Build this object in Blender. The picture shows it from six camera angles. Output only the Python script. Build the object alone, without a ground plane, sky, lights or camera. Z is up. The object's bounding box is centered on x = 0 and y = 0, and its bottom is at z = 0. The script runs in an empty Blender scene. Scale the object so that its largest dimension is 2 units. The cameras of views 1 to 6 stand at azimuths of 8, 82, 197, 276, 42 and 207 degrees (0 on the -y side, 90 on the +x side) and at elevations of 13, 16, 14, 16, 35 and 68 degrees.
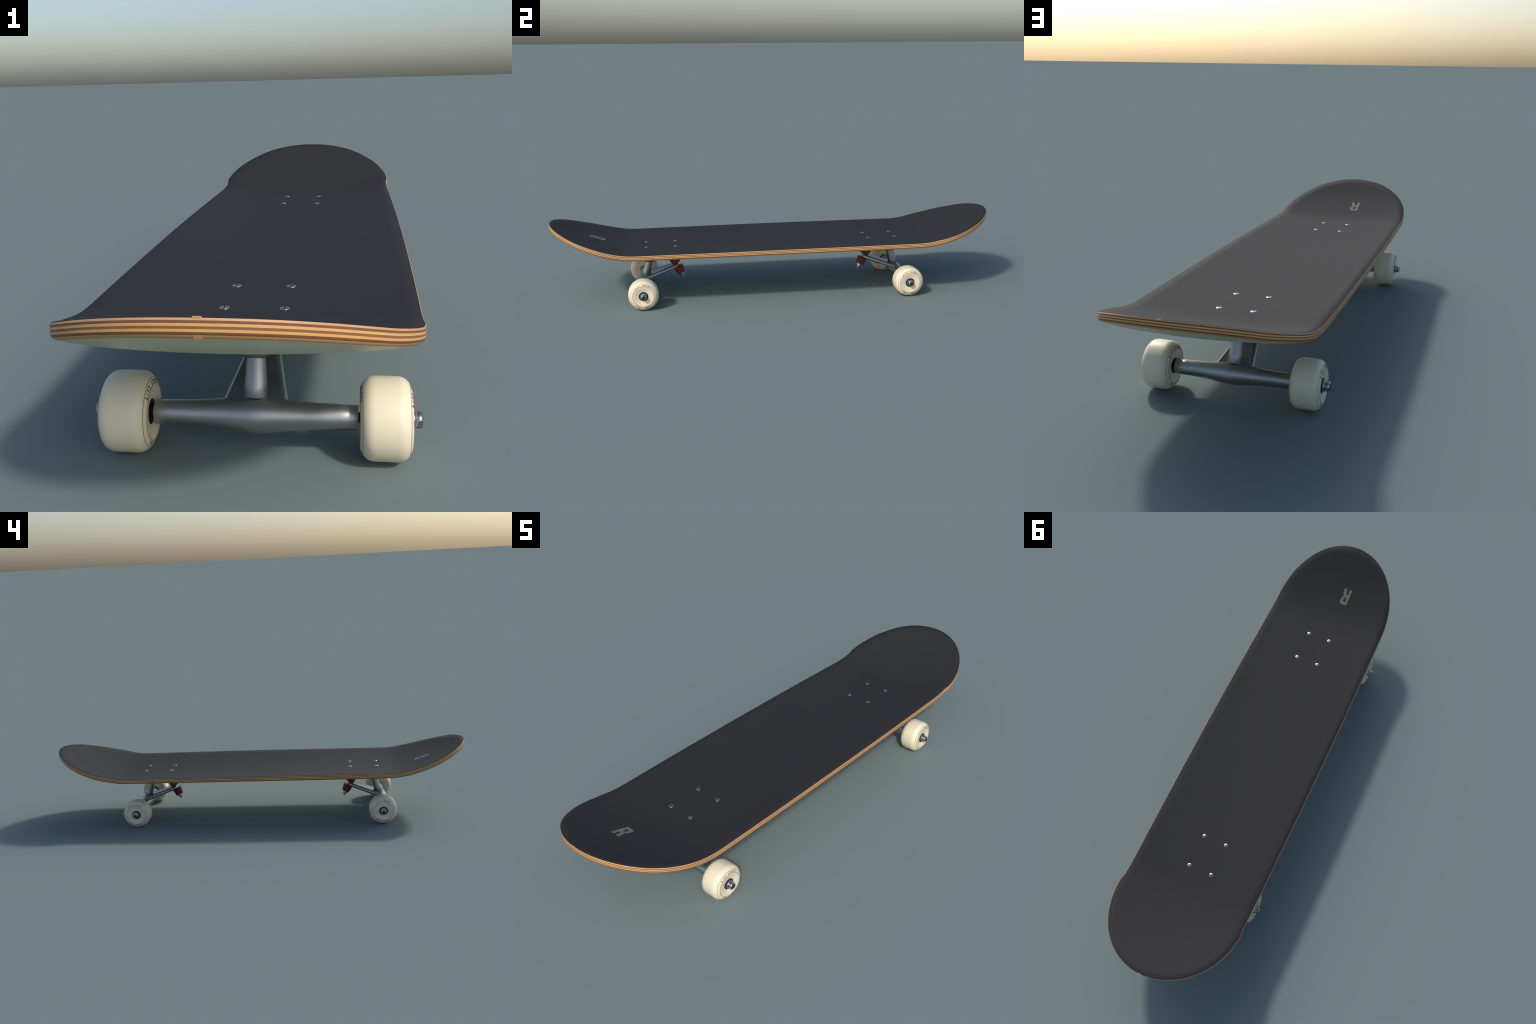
"""Street skateboard: seven-ply deck with grip tape, two trucks, four printed wheels."""
import bpy, bmesh, math
import numpy as np
from mathutils import Vector, Matrix

rng = np.random.default_rng(7)
scene_coll = bpy.context.scene.collection

# ------------------------------------------------------------------ materials
def new_mat(name, rough=0.5, metal=0.0, spec=0.5):
    m = bpy.data.materials.new(name)
    m.use_nodes = True
    nt = m.node_tree
    b = nt.nodes["Principled BSDF"]
    b.inputs["Roughness"].default_value = rough
    b.inputs["Metallic"].default_value = metal
    b.inputs["Specular IOR Level"].default_value = spec
    return m, nt, b

def noise(nt, scale, detail=3.0, vec_scale=None, rough=0.55):
    tc = nt.nodes.new("ShaderNodeTexCoord")
    mp = nt.nodes.new("ShaderNodeMapping")
    if vec_scale:
        mp.inputs["Scale"].default_value = vec_scale
    n = nt.nodes.new("ShaderNodeTexNoise")
    n.inputs["Scale"].default_value = scale
    n.inputs["Detail"].default_value = detail
    n.inputs["Roughness"].default_value = rough
    nt.links.new(tc.outputs["Object"], mp.inputs["Vector"])
    nt.links.new(mp.outputs["Vector"], n.inputs["Vector"])
    return n.outputs["Fac"]

def ramp(nt, fac, c0, c1, p0=0.35, p1=0.65):
    r = nt.nodes.new("ShaderNodeValToRGB")
    r.color_ramp.elements[0].position, r.color_ramp.elements[1].position = p0, p1
    r.color_ramp.elements[0].color = (*c0, 1)
    r.color_ramp.elements[1].color = (*c1, 1)
    nt.links.new(fac, r.inputs["Fac"])
    return r.outputs["Color"]

def bump(nt, b, fac, strength, dist):
    n = nt.nodes.new("ShaderNodeBump")
    n.inputs["Strength"].default_value = strength
    n.inputs["Distance"].default_value = dist
    nt.links.new(fac, n.inputs["Height"])
    nt.links.new(n.outputs["Normal"], b.inputs["Normal"])

def mottled(name, c0, c1, scale, rough=0.5, metal=0.0, spec=0.5, stretch=None, bump_s=0.0, bump_d=0.0005, detail=3.0):
    m, nt, b = new_mat(name, rough, metal, spec)
    f = noise(nt, scale, detail, stretch)
    nt.links.new(ramp(nt, f, c0, c1), b.inputs["Base Color"])
    if bump_s:
        bump(nt, b, f, bump_s, bump_d)
    return m

GRIP = mottled("grip_tape_grit", (0.0168, 0.0171, 0.0179), (0.0234, 0.0236, 0.0243), 520, rough=0.80, spec=0.28, bump_s=0.12, bump_d=0.0004)
TAN = [mottled("maple_%d" % i, c0, c1, 18, rough=0.5, spec=0.35, stretch=(6, 1, 40))
       for i, (c0, c1) in enumerate([((0.545, 0.300, 0.143), (0.575, 0.32, 0.155)),
                                     ((0.68, 0.405, 0.155), (0.72, 0.435, 0.17)),
                                     ((0.64, 0.365, 0.125), (0.68, 0.39, 0.138)),
                                     ((0.53, 0.28, 0.098), (0.56, 0.30, 0.106))])]
BROWN = [mottled("walnut_%d" % i, c0, c1, 18, rough=0.5, spec=0.35, stretch=(6, 1, 40))
         for i, (c0, c1) in enumerate([((0.225, 0.093, 0.05), (0.242, 0.101, 0.055)),
                                       ((0.268, 0.112, 0.044), (0.285, 0.12, 0.049)),
                                       ((0.185, 0.075, 0.038), (0.2, 0.082, 0.043))])]
UNDER = mottled("pale_veneer", (0.64, 0.615, 0.455), (0.69, 0.66, 0.50), 8, rough=0.4, spec=0.4, stretch=(12, 1, 1))
PRINT = mottled("worn_grey_print", (0.128, 0.122, 0.100), (0.150, 0.143, 0.118), 300, rough=0.7, spec=0.3)
URETHANE = mottled("cream_urethane", (0.775, 0.70, 0.52), (0.795, 0.72, 0.54), 25, rough=0.42, spec=0.4)
RED_LINE = mottled("red_print", (0.52, 0.19, 0.115), (0.57, 0.23, 0.14), 200, rough=0.5)
INK = mottled("black_print", (0.035, 0.035, 0.03), (0.06, 0.06, 0.05), 300, rough=0.55)
GROOVE = mottled("grey_ring_print", (0.20, 0.20, 0.16), (0.25, 0.25, 0.20), 200, rough=0.6)
CAST = mottled("cast_aluminium", (0.385, 0.40, 0.415), (0.415, 0.43, 0.445), 30, rough=0.43, metal=1.0)
STEEL = mottled("polished_steel", (0.36, 0.38, 0.41), (0.43, 0.45, 0.48), 80, rough=0.20, metal=1.0)
BOLT = mottled("dull_bolt_steel", (0.38, 0.40, 0.43), (0.44, 0.46, 0.49), 80, rough=0.24, metal=1.0)
ZINC = mottled("zinc_hardware", (0.30, 0.31, 0.32), (0.38, 0.39, 0.40), 120, rough=0.30, metal=1.0)
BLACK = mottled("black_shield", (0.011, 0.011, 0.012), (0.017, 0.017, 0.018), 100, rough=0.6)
RED = mottled("red_bushing_urethane", (0.175, 0.020, 0.013), (0.20, 0.026, 0.017), 60, rough=0.5, spec=0.4)

# ------------------------------------------------------------------ helpers
def finish(bm, name, mat, parent=None, smooth_angle=35, loc=(0, 0, 0)):
    """Turn a bmesh built in world coordinates into an object with origin `loc`."""
    me = bpy.data.meshes.new(name)
    bmesh.ops.translate(bm, verts=bm.verts, vec=-Vector(loc))
    bmesh.ops.recalc_face_normals(bm, faces=bm.faces)
    bm.to_mesh(me)
    bm.free()
    me.materials.append(mat)
    me.shade_smooth()
    if smooth_angle < 180:
        me.set_sharp_from_angle(angle=math.radians(smooth_angle))
    return place(name, me, parent, loc)

def place(name, data, parent=None, loc=(0, 0, 0)):
    ob = bpy.data.objects.new(name, data)
    scene_coll.objects.link(ob)
    ob.location = loc
    if parent:
        attach(ob, parent)
    return ob

def attach(ob, parent):
    bpy.context.view_layer.update()
    ob.parent = parent
    ob.matrix_parent_inverse = parent.matrix_world.inverted()

def grid_faces(bm, rows, closed=True):
    n = len(rows[0])
    for a, b in zip(rows[:-1], rows[1:]):
        for i in range(n if closed else n - 1):
            j = (i + 1) % n
            try:
                bm.faces.new((a[i], a[j], b[j], b[i]))
            except ValueError:
                pass

def lathe(bm, profile, origin, axis, segs=64, closed_profile=False, hexagon=False):
    """Revolve (height, radius) points about `axis` through `origin`."""
    axis = Vector(axis).normalized()
    ref = Vector((0, 0, 1)) if abs(axis.z) < 0.9 else Vector((0, 1, 0))
    u = axis.cross(ref).normalized()
    v = axis.cross(u).normalized()
    rows = []
    for h, r in profile:
        c = Vector(origin) + axis * h
        if r < 1e-7:
            rows.append([bm.verts.new(c)] * segs)
        else:
            rows.append([bm.verts.new(c + (u * math.cos(t) + v * math.sin(t)) * r)
                         for t in (2 * math.pi * i / segs for i in range(segs))])
    pairs = list(zip(rows[:-1], rows[1:]))
    if closed_profile:
        pairs.append((rows[-1], rows[0]))
    for a, b in pairs:
        for i in range(segs):
            j = (i + 1) % segs
            vs = []
            for w in (a[i], a[j], b[j], b[i]):
                if w not in vs:
                    vs.append(w)
            if len(vs) > 2:
                bm.faces.new(vs)
    return rows

# ------------------------------------------------------------------ deck shape
TIP = 1.0
THICK = 0.0213
# centre-line height of the top face: flat waist, tail and nose kick up
ZC_Y = [-1.0, -0.96, -0.92, -0.88, -0.84, -0.80, -0.76, -0.72, -0.68, -0.645, -0.60, -0.4, 0.0, 0.4,
        0.58, 0.625, 0.66, 0.70, 0.74, 0.78, 0.82, 0.86, 0.90, 0.95, 1.0]
ZC_Z = [0.3519, 0.3315, 0.3119, 0.2940, 0.2786, 0.2648, 0.2524, 0.2424, 0.2352, 0.2322, 0.2318, 0.2318, 0.2322, 0.2318,
        0.2318, 0.2322, 0.2350, 0.2418, 0.2509, 0.2615, 0.2742, 0.2888, 0.3045, 0.3280, 0.3515]
CONCAVE = 0.0155

def pchip(xs, ys):
    xs, ys = np.array(xs), np.array(ys)
    h, d = np.diff(xs), np.diff(ys) / np.diff(xs)
    m = np.zeros(len(xs))
    m[0], m[-1] = d[0], d[-1]
    for i in range(1, len(xs) - 1):
        m[i] = (d[i - 1] * h[i] + d[i] * h[i - 1]) / (h[i] + h[i - 1])
        if d[i - 1] * d[i] <= 0:
            m[i] = 0
    def f(x):
        x = np.clip(np.asarray(x, float), xs[0], xs[-1])
        k = np.clip(np.searchsorted(xs, x) - 1, 0, len(h) - 1)
        t = (x - xs[k]) / h[k]
        return ((1 + 2 * t) * (1 - t) ** 2 * ys[k] + t * (1 - t) ** 2 * h[k] * m[k]
                + t * t * (3 - 2 * t) * ys[k + 1] + t * t * (t - 1) * h[k] * m[k + 1])
    return f

zc = pchip(ZC_Y, ZC_Z)

def deck_z(x, y):
    return zc(y) + CONCAVE * (np.asarray(x) / 0.2525) ** 2

def half_outline():
    """Right-hand rail from tail tip to nose tip: ellipse, bowed side, stepped shoulder, ellipse."""
    pts = []
    c1, a1 = -0.7118, 0.2464
    for t in np.linspace(0, math.pi / 2, 84):
        y = c1 - (TIP + c1) * math.cos(t)
        if y < -0.747:
            pts.append((a1 * math.sin(t) ** 0.98, y))
    side = lambda y: 0.2563 + 0.002 * y - 0.0135 * y * y
    for y in np.linspace(-0.7225, 0.692, 72):
        pts.append((side(y), y))
    c2, a2 = 0.7121, 0.2555
    for t in np.linspace(math.pi / 2, 0, 84):
        y = c2 + (TIP - c2) * math.cos(t)
        if y > 0.721:
            pts.append((a2 * math.sin(t) ** 0.995, y if t > 0 else TIP))
    return pts

half = half_outline()
OUT = np.array(half + [(-x, y) for x, y in half[-2:0:-1]])      # closed, counter-clockwise from tail tip
MED = np.stack([np.zeros(len(OUT)), np.clip(OUT[:, 1], -0.74, 0.74)], 1)
RAD = np.linalg.norm(OUT - MED, axis=1)

def inset(d):
    return MED + (OUT - MED) * np.clip(1 - d / RAD, 0, 1)[:, None]

def ring(bm, xy, dz):
    """Loop of vertices on the deck's curved face, dz above it."""
    z = deck_z(xy[:, 0], xy[:, 1]) + dz
    return [bm.verts.new((x, y, w)) for (x, y), w in zip(xy, z)]

def slab_rings(bm, d0, dz, belly=0.0):
    """Concentric rings from an inset d0 at the rim to the centre line; belly sinks the middle."""
    sink = lambda d: belly * math.sin(min(d / 0.05, 1) * math.pi / 2)
    rows = [ring(bm, inset(d0 + d), dz - sink(d)) for d in (0, .0015, .004, .008, .013, .019, .026, .034, .045, .06)]
    base = inset(d0 + .06)
    for f in np.linspace(0.9, 0, 10):
        rows.append(ring(bm, MED + (base - MED) * f, dz - belly))
    return rows

root = bpy.data.objects.new("skateboard", None)
scene_coll.objects.link(root)
root["label"] = "street skateboard, black grip top, layered wood edge, cream wheels"
root["category"] = "skateboard"

# underside veneer = the deck's own mesh; plies, tape and print are its sub-parts
WALL = [(0.0, 0.0016), (-0.0012, 0.0007), (-0.0028, 0.0), (-0.0165, 0.0), (-0.0187, 0.0008), (-0.0203, 0.0022), (-THICK, 0.0040)]

def wall_inset(h):
    hs = [-w[0] for w in WALL]
    return float(np.interp(-h, hs, [w[1] for w in WALL]))

bm = bmesh.new()
rows = slab_rings(bm, wall_inset(-THICK), -THICK, 0.0032)
grid_faces(bm, rows)
bmesh.ops.remove_doubles(bm, verts=bm.verts, dist=1e-6)
deck = finish(bm, "deck", UNDER, root, 180)

# seven plies, alternately pale and dark, each a closed frame following the outline
PLY = [TAN[0], BROWN[0], TAN[1], BROWN[1], TAN[2], BROWN[2], TAN[3]]
for k, mat in enumerate(PLY):
    h0, h1 = -THICK * k / 7, -THICK * (k + 1) / 7
    bm = bmesh.new()
    rows = [ring(bm, inset(wall_inset(h)), h) for h in np.linspace(h0, h1, 4)]
    rows += [ring(bm, inset(0.012), h1 + 0.0001), ring(bm, inset(0.012), h0 - 0.0001)]
    grid_faces(bm, rows + [rows[0]])
    finish(bm, "wood_ply", mat, deck, 60)

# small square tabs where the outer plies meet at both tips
for sy in (-1, 1):
    for top in (True, False):
        bm = bmesh.new()
        hw, y1 = 0.0049, sy * (TIP - 0.0004)
        y0 = sy * (TIP - (0.0018 if top else 0.0065))
        zt = float(deck_z(0, sy * TIP)) + ((0.0008 if sy < 0 else -0.0003) if top else -THICK + 0.0029)
        zb = zt - (0.0042 if top else 0.0050)
        for z in (zb, zt):
            ye = y1 - sy * (0.0022 if z == zb and not top else 0.0)
            for x, y in ((-hw, y0), (hw, y0), (hw * 0.93, ye), (-hw * 0.93, ye)):
                bm.verts.new((x, y, z))
        v = list(bm.verts)
        for f in ((0, 1, 2, 3), (4, 5, 6, 7), (0, 1, 5, 4), (1, 2, 6, 5), (2, 3, 7, 6), (3, 0, 4, 7)):
            bm.faces.new([v[i] for i in f])
        finish(bm, "ply_tab", TAN[0] if top else TAN[3], deck)

# grip tape: thin sheet over the whole top; rim normals tilted for shading bands
bm = bmesh.new()
rows = slab_rings(bm, 0.0016, 0.0003)
rim = ring(bm, inset(0.0014), -0.0004)
grid_faces(bm, [rim] + rows)
bmesh.ops.remove_doubles(bm, verts=bm.verts, dist=1e-6)
grip = finish(bm, "grip_tape", GRIP, deck, 180)
me = grip.data
co = np.empty(len(me.vertices) * 3)
me.vertices.foreach_get("co", co)
co = co.reshape(-1, 3)
e = 1e-4
gx = (deck_z(co[:, 0] + e, co[:, 1]) - deck_z(co[:, 0] - e, co[:, 1])) / (2 * e)
gy = (deck_z(co[:, 0], co[:, 1] + e) - deck_z(co[:, 0], co[:, 1] - e)) / (2 * e)
nrm = np.stack([-gx, -gy, np.ones(len(co))], 1)
med = np.stack([np.zeros(len(co)), np.clip(co[:, 1], -0.74, 0.74)], 1)
out = co[:, :2] - med
ln = np.linalg.norm(out, axis=1)
ang = np.arctan2(out[:, 1], np.abs(out[:, 0]))
dist = np.empty(len(co))
for s in range(0, len(co), 2000):
    dist[s:s + 2000] = np.sqrt(((co[s:s + 2000, None, :2] - OUT[None]) ** 2).sum(2)).min(1)
NORMAL_TILT, REACH = 0.65, 0.026
k = NORMAL_TILT * np.clip(1 - dist / REACH, 0, 1)
nrm[:, :2] += out / np.maximum(ln, 1e-6)[:, None] * k[:, None]
nrm /= np.linalg.norm(nrm, axis=1)[:, None]
me.normals_split_custom_set_from_vertices([tuple(n) for n in nrm])

# ------------------------------------------------------------------ printed letter on the tail
def filled_text_mesh(name, splines, extrude):
    """Filled 2-D outlines (holes allowed) to a mesh with depth."""
    cu = bpy.data.curves.new(name, "CURVE")
    cu.dimensions, cu.fill_mode, cu.extrude = "2D", "BOTH", extrude
    for pts in splines:
        sp = cu.splines.new("POLY")
        sp.points.add(len(pts) - 1)
        for p, (x, y) in zip(sp.points, pts):
            p.co = (x, y, 0, 1)
        sp.use_cyclic_u = True
    tmp = bpy.data.objects.new(name, cu)
    scene_coll.objects.link(tmp)
    bpy.context.view_layer.update()
    m = bpy.data.meshes.new_from_object(tmp.evaluated_get(bpy.context.evaluated_depsgraph_get()))
    bpy.data.objects.remove(tmp)
    bpy.data.curves.remove(cu)
    return m

def arc(cx, cy, rx, ry, a0, a1, n=7):
    return [(cx + rx * math.cos(math.radians(a)), cy + ry * math.sin(math.radians(a))) for a in np.linspace(a0, a1, n)]

X0, X1, YB, YT = -0.0477, -0.0118, -0.8335, -0.7665        # letter box on the board
SW = 0.0103                                                  # stem width
outer = [(X0, YB), (X0 + SW, YB), (X0 + SW, YB + 0.0238), (X0 + SW + 0.0045, YB + 0.0238)]
outer += [(X1 - 0.0165, YB + 0.0205), (X1 - 0.0155, YB + 0.0165), (X1 - 0.0128, YB), (X1, YB), (X1 - 0.0032, YB + 0.0185), (X1 - 0.0065, YB + 0.027), (X1 - 0.010, YB + 0.0305)]
outer += arc(X1 - 0.0165, YT - 0.0205, 0.0140, 0.0165, -38, 0, 5)
outer += arc(X1 - 0.0125, YT - 0.0100, 0.0095, 0.0100, 0, 90, 6)
outer += [(X0, YT)]
hole = [(X0 + SW, YB + 0.0355), (X0 + SW + 0.006, YB + 0.0355)]
hole += arc(X0 + SW + 0.006, YB + 0.0425, 0.0055, 0.0070, -80, -10, 4)
hole += arc(X0 + SW + 0.006, YB + 0.0515, 0.0048, 0.0040, 10, 85, 4)
hole += [(X0 + SW, YB + 0.0555)]
me = filled_text_mesh("letter_r", [outer, hole], 0.0003)
for v in me.vertices:
    v.co.z += float(deck_z(v.co.x, v.co.y)) + 0.0006
me.materials.append(PRINT)
place("printed_letter", me, deck)

# ------------------------------------------------------------------ deck bolts
TRUCK_Y = {-1: -0.603, 1: 0.577}
def bolt_mesh():
    bm = bmesh.new()
    R, H = 0.0083, 0.0019
    prof = [(-0.004, 0.0), (-0.004, 0.0050), (-0.0006, R), (0.0002, R)]
    prof += [(0.0002 + H * math.sin(a), R * math.cos(a)) for a in np.linspace(0.12, math.pi / 2 - 0.04, 9)]
    prof += [(0.0002 + H, 0.0)]
    lathe(bm, prof, (0, 0, 0), (0, 0, 1), 40)
    bmesh.ops.recalc_face_normals(bm, faces=bm.faces)
    m = bpy.data.meshes.new("bolt_blank")
    bm.to_mesh(m); bm.free()
    head = place("bolt_blank", m)
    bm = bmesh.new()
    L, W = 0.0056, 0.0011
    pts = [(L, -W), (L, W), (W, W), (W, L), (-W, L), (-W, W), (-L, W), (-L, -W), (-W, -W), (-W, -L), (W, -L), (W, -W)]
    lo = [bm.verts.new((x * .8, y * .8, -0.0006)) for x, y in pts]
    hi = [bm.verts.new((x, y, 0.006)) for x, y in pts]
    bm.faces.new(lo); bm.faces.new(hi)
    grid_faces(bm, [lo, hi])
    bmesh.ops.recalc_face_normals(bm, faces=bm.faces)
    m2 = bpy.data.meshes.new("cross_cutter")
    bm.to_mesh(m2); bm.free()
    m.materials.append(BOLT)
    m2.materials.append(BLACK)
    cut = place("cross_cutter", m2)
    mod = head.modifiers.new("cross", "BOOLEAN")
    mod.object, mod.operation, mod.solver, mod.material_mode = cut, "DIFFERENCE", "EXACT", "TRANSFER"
    bpy.context.view_layer.update()
    res = bpy.data.meshes.new_from_object(head.evaluated_get(bpy.context.evaluated_depsgraph_get()))
    bpy.data.objects.remove(head); bpy.data.objects.remove(cut)
    res.shade_smooth()
    res.set_sharp_from_angle(angle=math.radians(32))
    return res

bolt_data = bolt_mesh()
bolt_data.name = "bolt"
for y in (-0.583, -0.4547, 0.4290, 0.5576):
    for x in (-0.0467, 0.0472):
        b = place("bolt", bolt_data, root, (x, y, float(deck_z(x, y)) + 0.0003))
        b.rotation_euler = (0, 0, float(rng.uniform(-0.05, 0.05)))

# ------------------------------------------------------------------ trucks
# local frame of a truck: t runs outward from the axle (towards the board's tip), z up
AX_Z = 0.0648
YA = TRUCK_Y[-1]
def W(x, t, z):                       # truck local -> world for the tail truck
    return Vector((x, YA - t, z))

KP = W(0, -0.169, 0.097)                                  # kingpin axis at the lower bushing's foot
KDIR = Vector((0, -0.407, 0.914)).normalized()            # upwards along the kingpin

def box_frustum(bm, levels):
    """Rounded rectangles (x half-width, t0, t1, z, corner) joined from bottom to top."""
    rows = []
    for hx, t0, t1, z, c in levels:
        pts = []
        for cx, ct, a in ((hx - c, t1 - c, 0), (-hx + c, t1 - c, 90), (-hx + c, t0 + c, 180), (hx - c, t0 + c, 270)):
            for s in np.linspace(0, 90, 5):
                q = math.radians(a + s)
                pts.append(bm.verts.new(W(cx + c * math.cos(q), ct + c * math.sin(q), z)))
        rows.append(pts)
    grid_faces(bm, rows)
    bm.faces.new(rows[0]); bm.faces.new(rows[-1])

def build_truck():
    org = (0, YA, 0)
    bm = bmesh.new()
    plate_top = 0.2112
    box_frustum(bm, [(0.066, -0.175, 0.010, 0.1890, 0.014), (0.068, -0.177, 0.012, 0.1905, 0.015), (0.068, -0.177, 0.012, plate_top, 0.015)])
    box_frustum(bm, [(0.0180, -0.0525, -0.0085, 0.1552, 0.006), (0.0186, -0.0531, -0.0079, 0.1558, 0.006),
                     (0.0260, -0.0610, 0.0000, 0.1632, 0.008), (0.0400, -0.078, 0.008, 0.1800, 0.010), (0.050, -0.090, 0.010, 0.1980, 0.012)])
    lathe(bm, [(0.078, 0.0), (0.078, 0.026), (0.082, 0.029), (0.125, 0.038), (0.125, 0.0)], KP, KDIR, 40)
    for f in [f for f in bm.faces if any(v.co.z > plate_top + 1e-4 for v in f.verts)]:
        pass
    for v in bm.verts:
        v.co.z = min(v.co.z, plate_top)
    base = finish(bm, "truck", CAST, root, 40, org)

    # pivot post
    bm = bmesh.new()
    a, b = W(0, -0.0085, 0.0905), W(0, -0.0282, 0.1580)
    ax = (b - a)
    L = ax.length
    lathe(bm, [(0, 0), (0, 0.0180), (0.0015, 0.0192), (0.02, 0.0180), (L * 0.9, 0.0146), (L, 0.0142), (L, 0)], a, ax, 48)
    finish(bm, "pivot_post", CAST, base, 50, org)

    # hanger: tapered axle housing
    bm = bmesh.new()
    prof = [(0.0, 0.0298), (0.012, 0.0288), (0.035, 0.0263), (0.055, 0.0240), (0.075, 0.0222), (0.10, 0.0208), (0.13, 0.0200), (0.1585, 0.0195), (0.160, 0.0188), (0.160, 0.0)]
    prof = [(-h, r) for h, r in prof[::-1]] + prof[1:]
    lathe(bm, prof, W(0, 0, AX_Z), (1, 0, 0), 64)
    # yoke: trough-shaped arm that narrows up to the kingpin
    p0, p1 = W(0, 0.006, 0.0768), W(0, -0.158, 0.1338)
    d = (p1 - p0).normalized()
    up = Vector((1, 0, 0)).cross(d)
    if up.z < 0:
        up = -up
    TR, DEEP = 0.0096, 0.0014
    rows = []
    for s in np.linspace(0, 1, 14):
        c = p0.lerp(p1, s)
        w = 0.0545 + (0.0235 - 0.0545) * s - TR
        tr, dp = TR, DEEP
        if s > 0.93:
            w *= 1 - 0.5 * ((s - 0.93) / 0.07)
        sec = [(w + tr * math.cos(q), tr * math.sin(q)) for q in np.linspace(math.radians(110), math.radians(-110), 13)]
        sec += [(w - tr * 1.1, -tr * 0.9), (w * 0.4, -tr * 0.9), (-w * 0.4, -tr * 0.9), (-w + tr * 1.1, -tr * 0.9)]
        sec += [(-w - tr * math.cos(q), tr * math.sin(q)) for q in np.linspace(math.radians(-110), math.radians(110), 13)]
        sec += [(-w + tr * 1.1, tr - dp), (-w * 0.4, tr - dp), (w * 0.4, tr - dp), (w - tr * 1.1, tr - dp)]
        rows.append([bm.verts.new(c + Vector((x, 0, 0)) + up * n) for x, n in sec])
    grid_faces(bm, rows)
    bm.faces.new(rows[0]); bm.faces.new(rows[-1])
    finish(bm, "hanger", CAST, base, 45, org)

    bm = bmesh.new()
    lathe(bm, [(-0.2574, 0), (-0.2574, 0.0072), (-0.2568, 0.0080), (0.2568, 0.0080), (0.2574, 0.0072), (0.2574, 0)], W(0, 0, AX_Z), (1, 0, 0), 32)
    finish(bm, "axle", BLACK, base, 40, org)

    # kingpin with washer and nut, two cone bushings
    bm = bmesh.new()
    lathe(bm, [(-0.0255, 0), (-0.0255, 0.0040), (-0.0235, 0.0058), (0.09, 0.0058), (0.09, 0)], KP, KDIR, 24)
    finish(bm, "kingpin", ZINC, base, 40, org)
    bm = bmesh.new()
    lathe(bm, [(0.0, 0.006), (0.0, 0.0205), (-0.0008, 0.0218), (-0.0024, 0.0218), (-0.003, 0.0212), (-0.003, 0.006)], KP, KDIR, 40, True)
    finish(bm, "washer", ZINC, base, 40, org)
    bm = bmesh.new()
    lathe(bm, [(-0.003, 0.0055), (-0.003, 0.0105), (-0.005, 0.0112), (-0.013, 0.0112), (-0.0155, 0.0098), (-0.0155, 0.0055)], KP, KDIR, 6, True)
    finish(bm, "kingpin_nut", ZINC, base, 20, org)
    for prof in ([(0.0, 0.0), (0.0, 0.0182), (0.0008, 0.0190), (0.029, 0.0232), (0.030, 0.0226), (0.030, 0.0)],
                 [(0.049, 0.0), (0.049, 0.0190), (0.0498, 0.0198), (0.070, 0.0230), (0.084, 0.0255), (0.084, 0.0)]):
        bm = bmesh.new()
        lathe(bm, prof, KP, KDIR, 48)
        finish(bm, "bushing", RED, base, 35, org)
    return base

truck = build_truck()

def copy_tree(src, rot, loc, parent):
    """Copy an object and its children with shared meshes, turned about z."""
    new = src.copy()
    scene_coll.objects.link(new)
    new.parent = None
    new.location, new.rotation_euler = loc, (0, 0, rot)
    attach(new, parent)
    for ch in src.children:
        c = ch.copy()
        scene_coll.objects.link(c)
        c.parent = new
        c.matrix_parent_inverse = Matrix.Identity(4)
        bpy.context.view_layer.update()
        c.matrix_basis = src.matrix_world.inverted() @ ch.matrix_world
    return new

copy_tree(truck, math.pi, (0, TRUCK_Y[1], 0), root)

# ------------------------------------------------------------------ wheels
WX, WR = 0.2020, 0.0648
FACE = [(0.0165, WR), (0.0215, 0.0644), (0.0262, 0.0629), (0.0300, 0.0606), (0.0330, 0.0578), (0.0356, 0.0545),
        (0.0376, 0.0508), (0.0389, 0.0472), (0.0394, 0.0440), (0.0393, 0.0405), (0.0386, 0.0360), (0.0373, 0.0310),
        (0.0359, 0.0260), (0.0350, 0.0225), (0.0347, 0.0205)]
face_h = lambda r: float(np.interp(r, [p[1] for p in FACE[::-1]], [p[0] for p in FACE[::-1]]))

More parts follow.
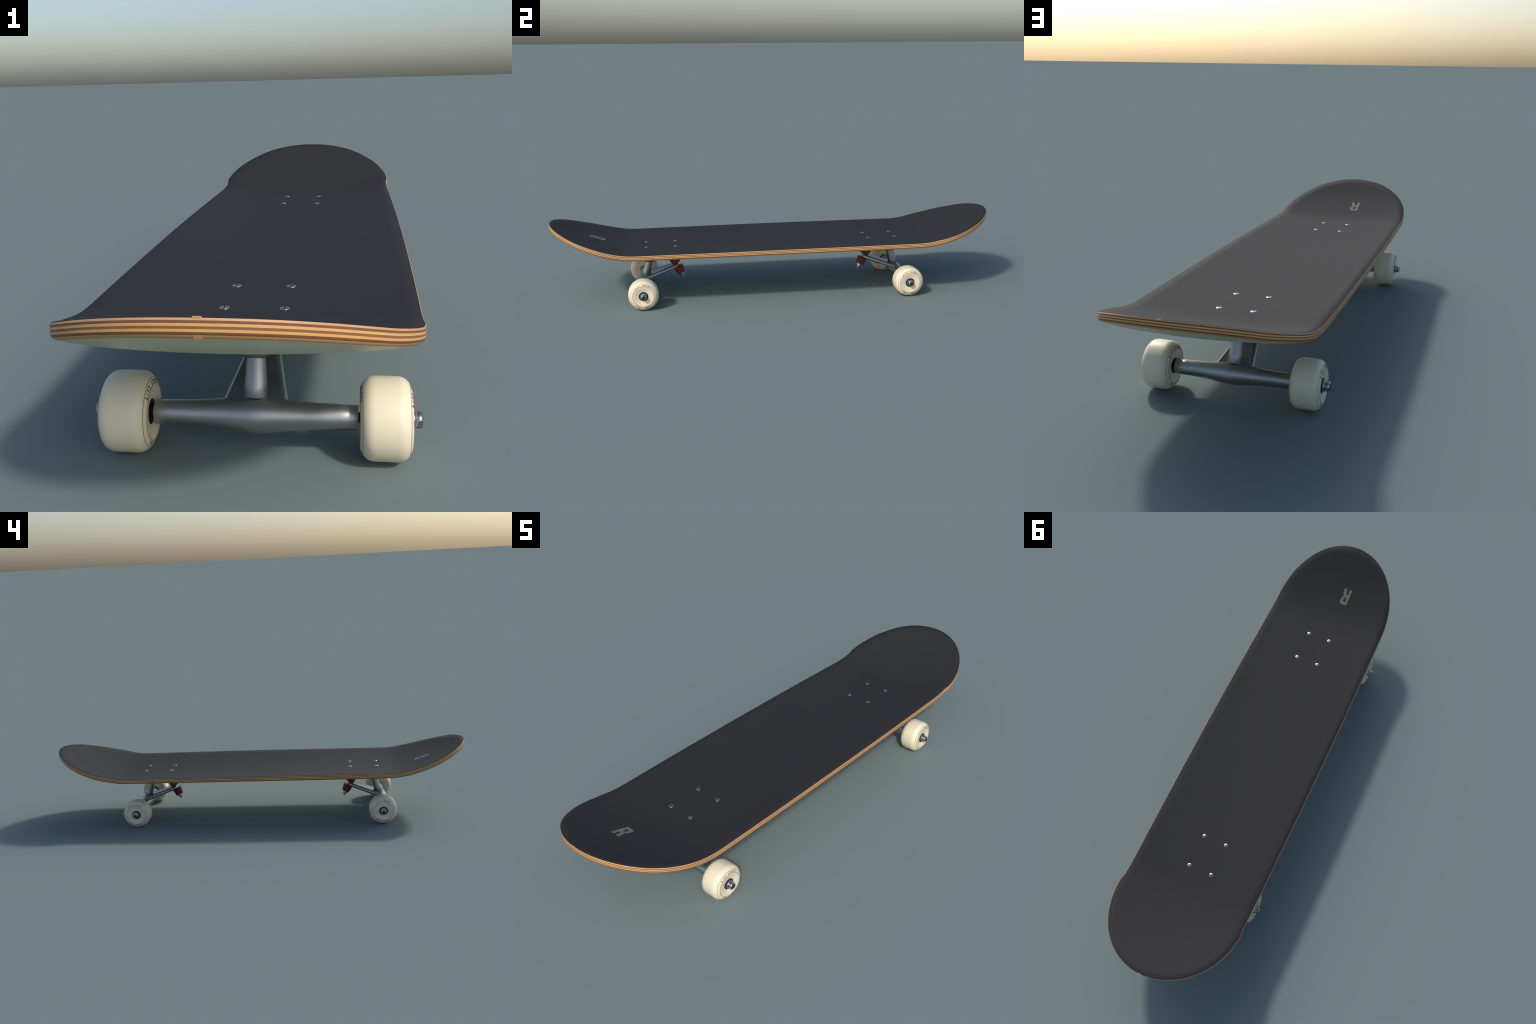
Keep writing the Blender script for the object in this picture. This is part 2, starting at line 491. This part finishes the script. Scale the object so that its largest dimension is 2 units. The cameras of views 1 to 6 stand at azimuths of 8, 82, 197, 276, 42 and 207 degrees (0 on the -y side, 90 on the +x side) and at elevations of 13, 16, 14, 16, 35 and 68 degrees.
def build_wheel():
    org = Vector((WX, YA, AX_Z))
    X = (1, 0, 0)
    bm = bmesh.new()
    prof = FACE + [(0.0295, 0.0205)]
    full = [(-h, r) for h, r in prof[::-1]] + prof
    lathe(bm, full, org, X, 96, True)
    wheel = finish(bm, "wheel", URETHANE, root, 50, org)
    # bearing shields
    for s in (1, -1):
        bm = bmesh.new()
        lathe(bm, [(s * 0.0300, 0.0), (s * 0.0300, 0.0210), (s * 0.0346, 0.0204), (s * 0.0350, 0.0196), (s * 0.0346, 0.0150), (s * 0.0346, 0.0)], org, X, 48)
        finish(bm, "bearing", BLACK, wheel, 40, org)
    # printed rings on both faces
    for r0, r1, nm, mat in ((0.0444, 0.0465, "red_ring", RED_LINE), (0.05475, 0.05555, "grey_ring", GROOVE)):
        bm = bmesh.new()
        for s in (1, -1):
            lathe(bm, [(s * (face_h(r0) - 0.0004), r0), (s * (face_h(r0) + 0.0003), r0), (s * (face_h((r0 + r1) / 2) + 0.0004), (r0 + r1) / 2),
                       (s * (face_h(r1) + 0.0003), r1), (s * (face_h(r1) - 0.0004), r1)], org, X, 96, True)
        finish(bm, nm, mat, wheel, 60, org)
    # speed washer, nut
    bm = bmesh.new()
    lathe(bm, [(0.0340, 0.007), (0.0340, 0.0140), (0.0370, 0.0150), (0.0405, 0.0150), (0.0425, 0.0143), (0.0432, 0.0120), (0.0432, 0.007)], org, X, 40, True)
    finish(bm, "spacer_washer", STEEL, wheel, 40, org)
    bm = bmesh.new()
    lathe(bm, [(0.0428, 0.0115), (0.0442, 0.0118), (0.0442, 0.0072), (0.0428, 0.0072)], org, X, 40, True)
    lathe(bm, [(0.0442, 0.0072), (0.0442, 0.0125), (0.0448, 0.0131), (0.0520, 0.0131), (0.0540, 0.0122), (0.0550, 0.0108), (0.0552, 0.0084), (0.0546, 0.0072)], org, X, 6, True)
    nut = finish(bm, "axle_nut", STEEL, wheel, 75, org)
    # lettering around the face
    verts, faces = [], []
    def glyph(ch):
        cu = bpy.data.curves.new("glyph", "FONT")
        cu.body, cu.align_x, cu.extrude, cu.resolution_u = ch, "CENTER", 0.0, 3
        cu.offset = 0.03
        ob = bpy.data.objects.new("glyph", cu)
        scene_coll.objects.link(ob)
        bpy.context.view_layer.update()
        m = bpy.data.meshes.new_from_object(ob.evaluated_get(bpy.context.evaluated_depsgraph_get()))
        bpy.data.objects.remove(ob)
        return m
    cache = {}
    R0, CAP = 0.0472, 0.0056
    for text, mid, span in (("RIFT STREET", 93.5, 78.0), ("54MM / 99A", 266.5, 68.0)):
        step = span / (len(text) - 1)
        for i, ch in enumerate(text):
            if ch == " ":
                continue
            if ch not in cache:
                cache[ch] = glyph(ch)
            m = cache[ch]
            xs = [v.co.x for v in m.vertices]
            cx, wid = (min(xs) + max(xs)) / 2, max(max(xs) - min(xs), 0.3)
            sx = min(0.0040 / wid, CAP / 0.72 * 0.85)
            a0 = math.radians(mid + span / 2 - step * i)
            for s in (1, -1):
                base = len(verts)
                n = len(m.vertices)
                for lift in (0.0005, -0.0003):
                    for v in m.vertices:
                        r = R0 + v.co.y * CAP / 0.72
                        a = a0 - (v.co.x - cx) * sx / (R0 + CAP / 2)
                        # on the outer face +y is to the right of the reader, on the inner face to the left
                        verts.append((s * (face_h(r) + lift), s * math.cos(a) * r, math.sin(a) * r))
                for p in m.polygons:
                    ids = list(p.vertices)
                    faces.append([base + q for q in ids])
                    faces.append([base + n + q for q in ids[::-1]])
                edge_use = {}
                for p in m.polygons:
                    for ek in p.edge_keys:
                        edge_use[ek] = edge_use.get(ek, 0) + 1
                for (q0, q1), c in edge_use.items():
                    if c == 1:
                        faces.append([base + q0, base + q1, base + n + q1, base + n + q0])
    me = bpy.data.meshes.new("lettering")
    me.from_pydata(verts, [], faces)
    me.materials.append(INK)
    lt = place("lettering", me, None, org)
    lt["kind"] = "stuff"
    attach(lt, wheel)
    return wheel

wheel = build_wheel()
copy_tree(wheel, math.pi, (-WX, TRUCK_Y[-1], AX_Z), root)
copy_tree(wheel, 0.0, (WX, TRUCK_Y[1], AX_Z), root)
copy_tree(wheel, math.pi, (-WX, TRUCK_Y[1], AX_Z), root)

for block in (bpy.data.meshes, bpy.data.curves):
    for d in [d for d in block if d.users == 0]:
        block.remove(d)
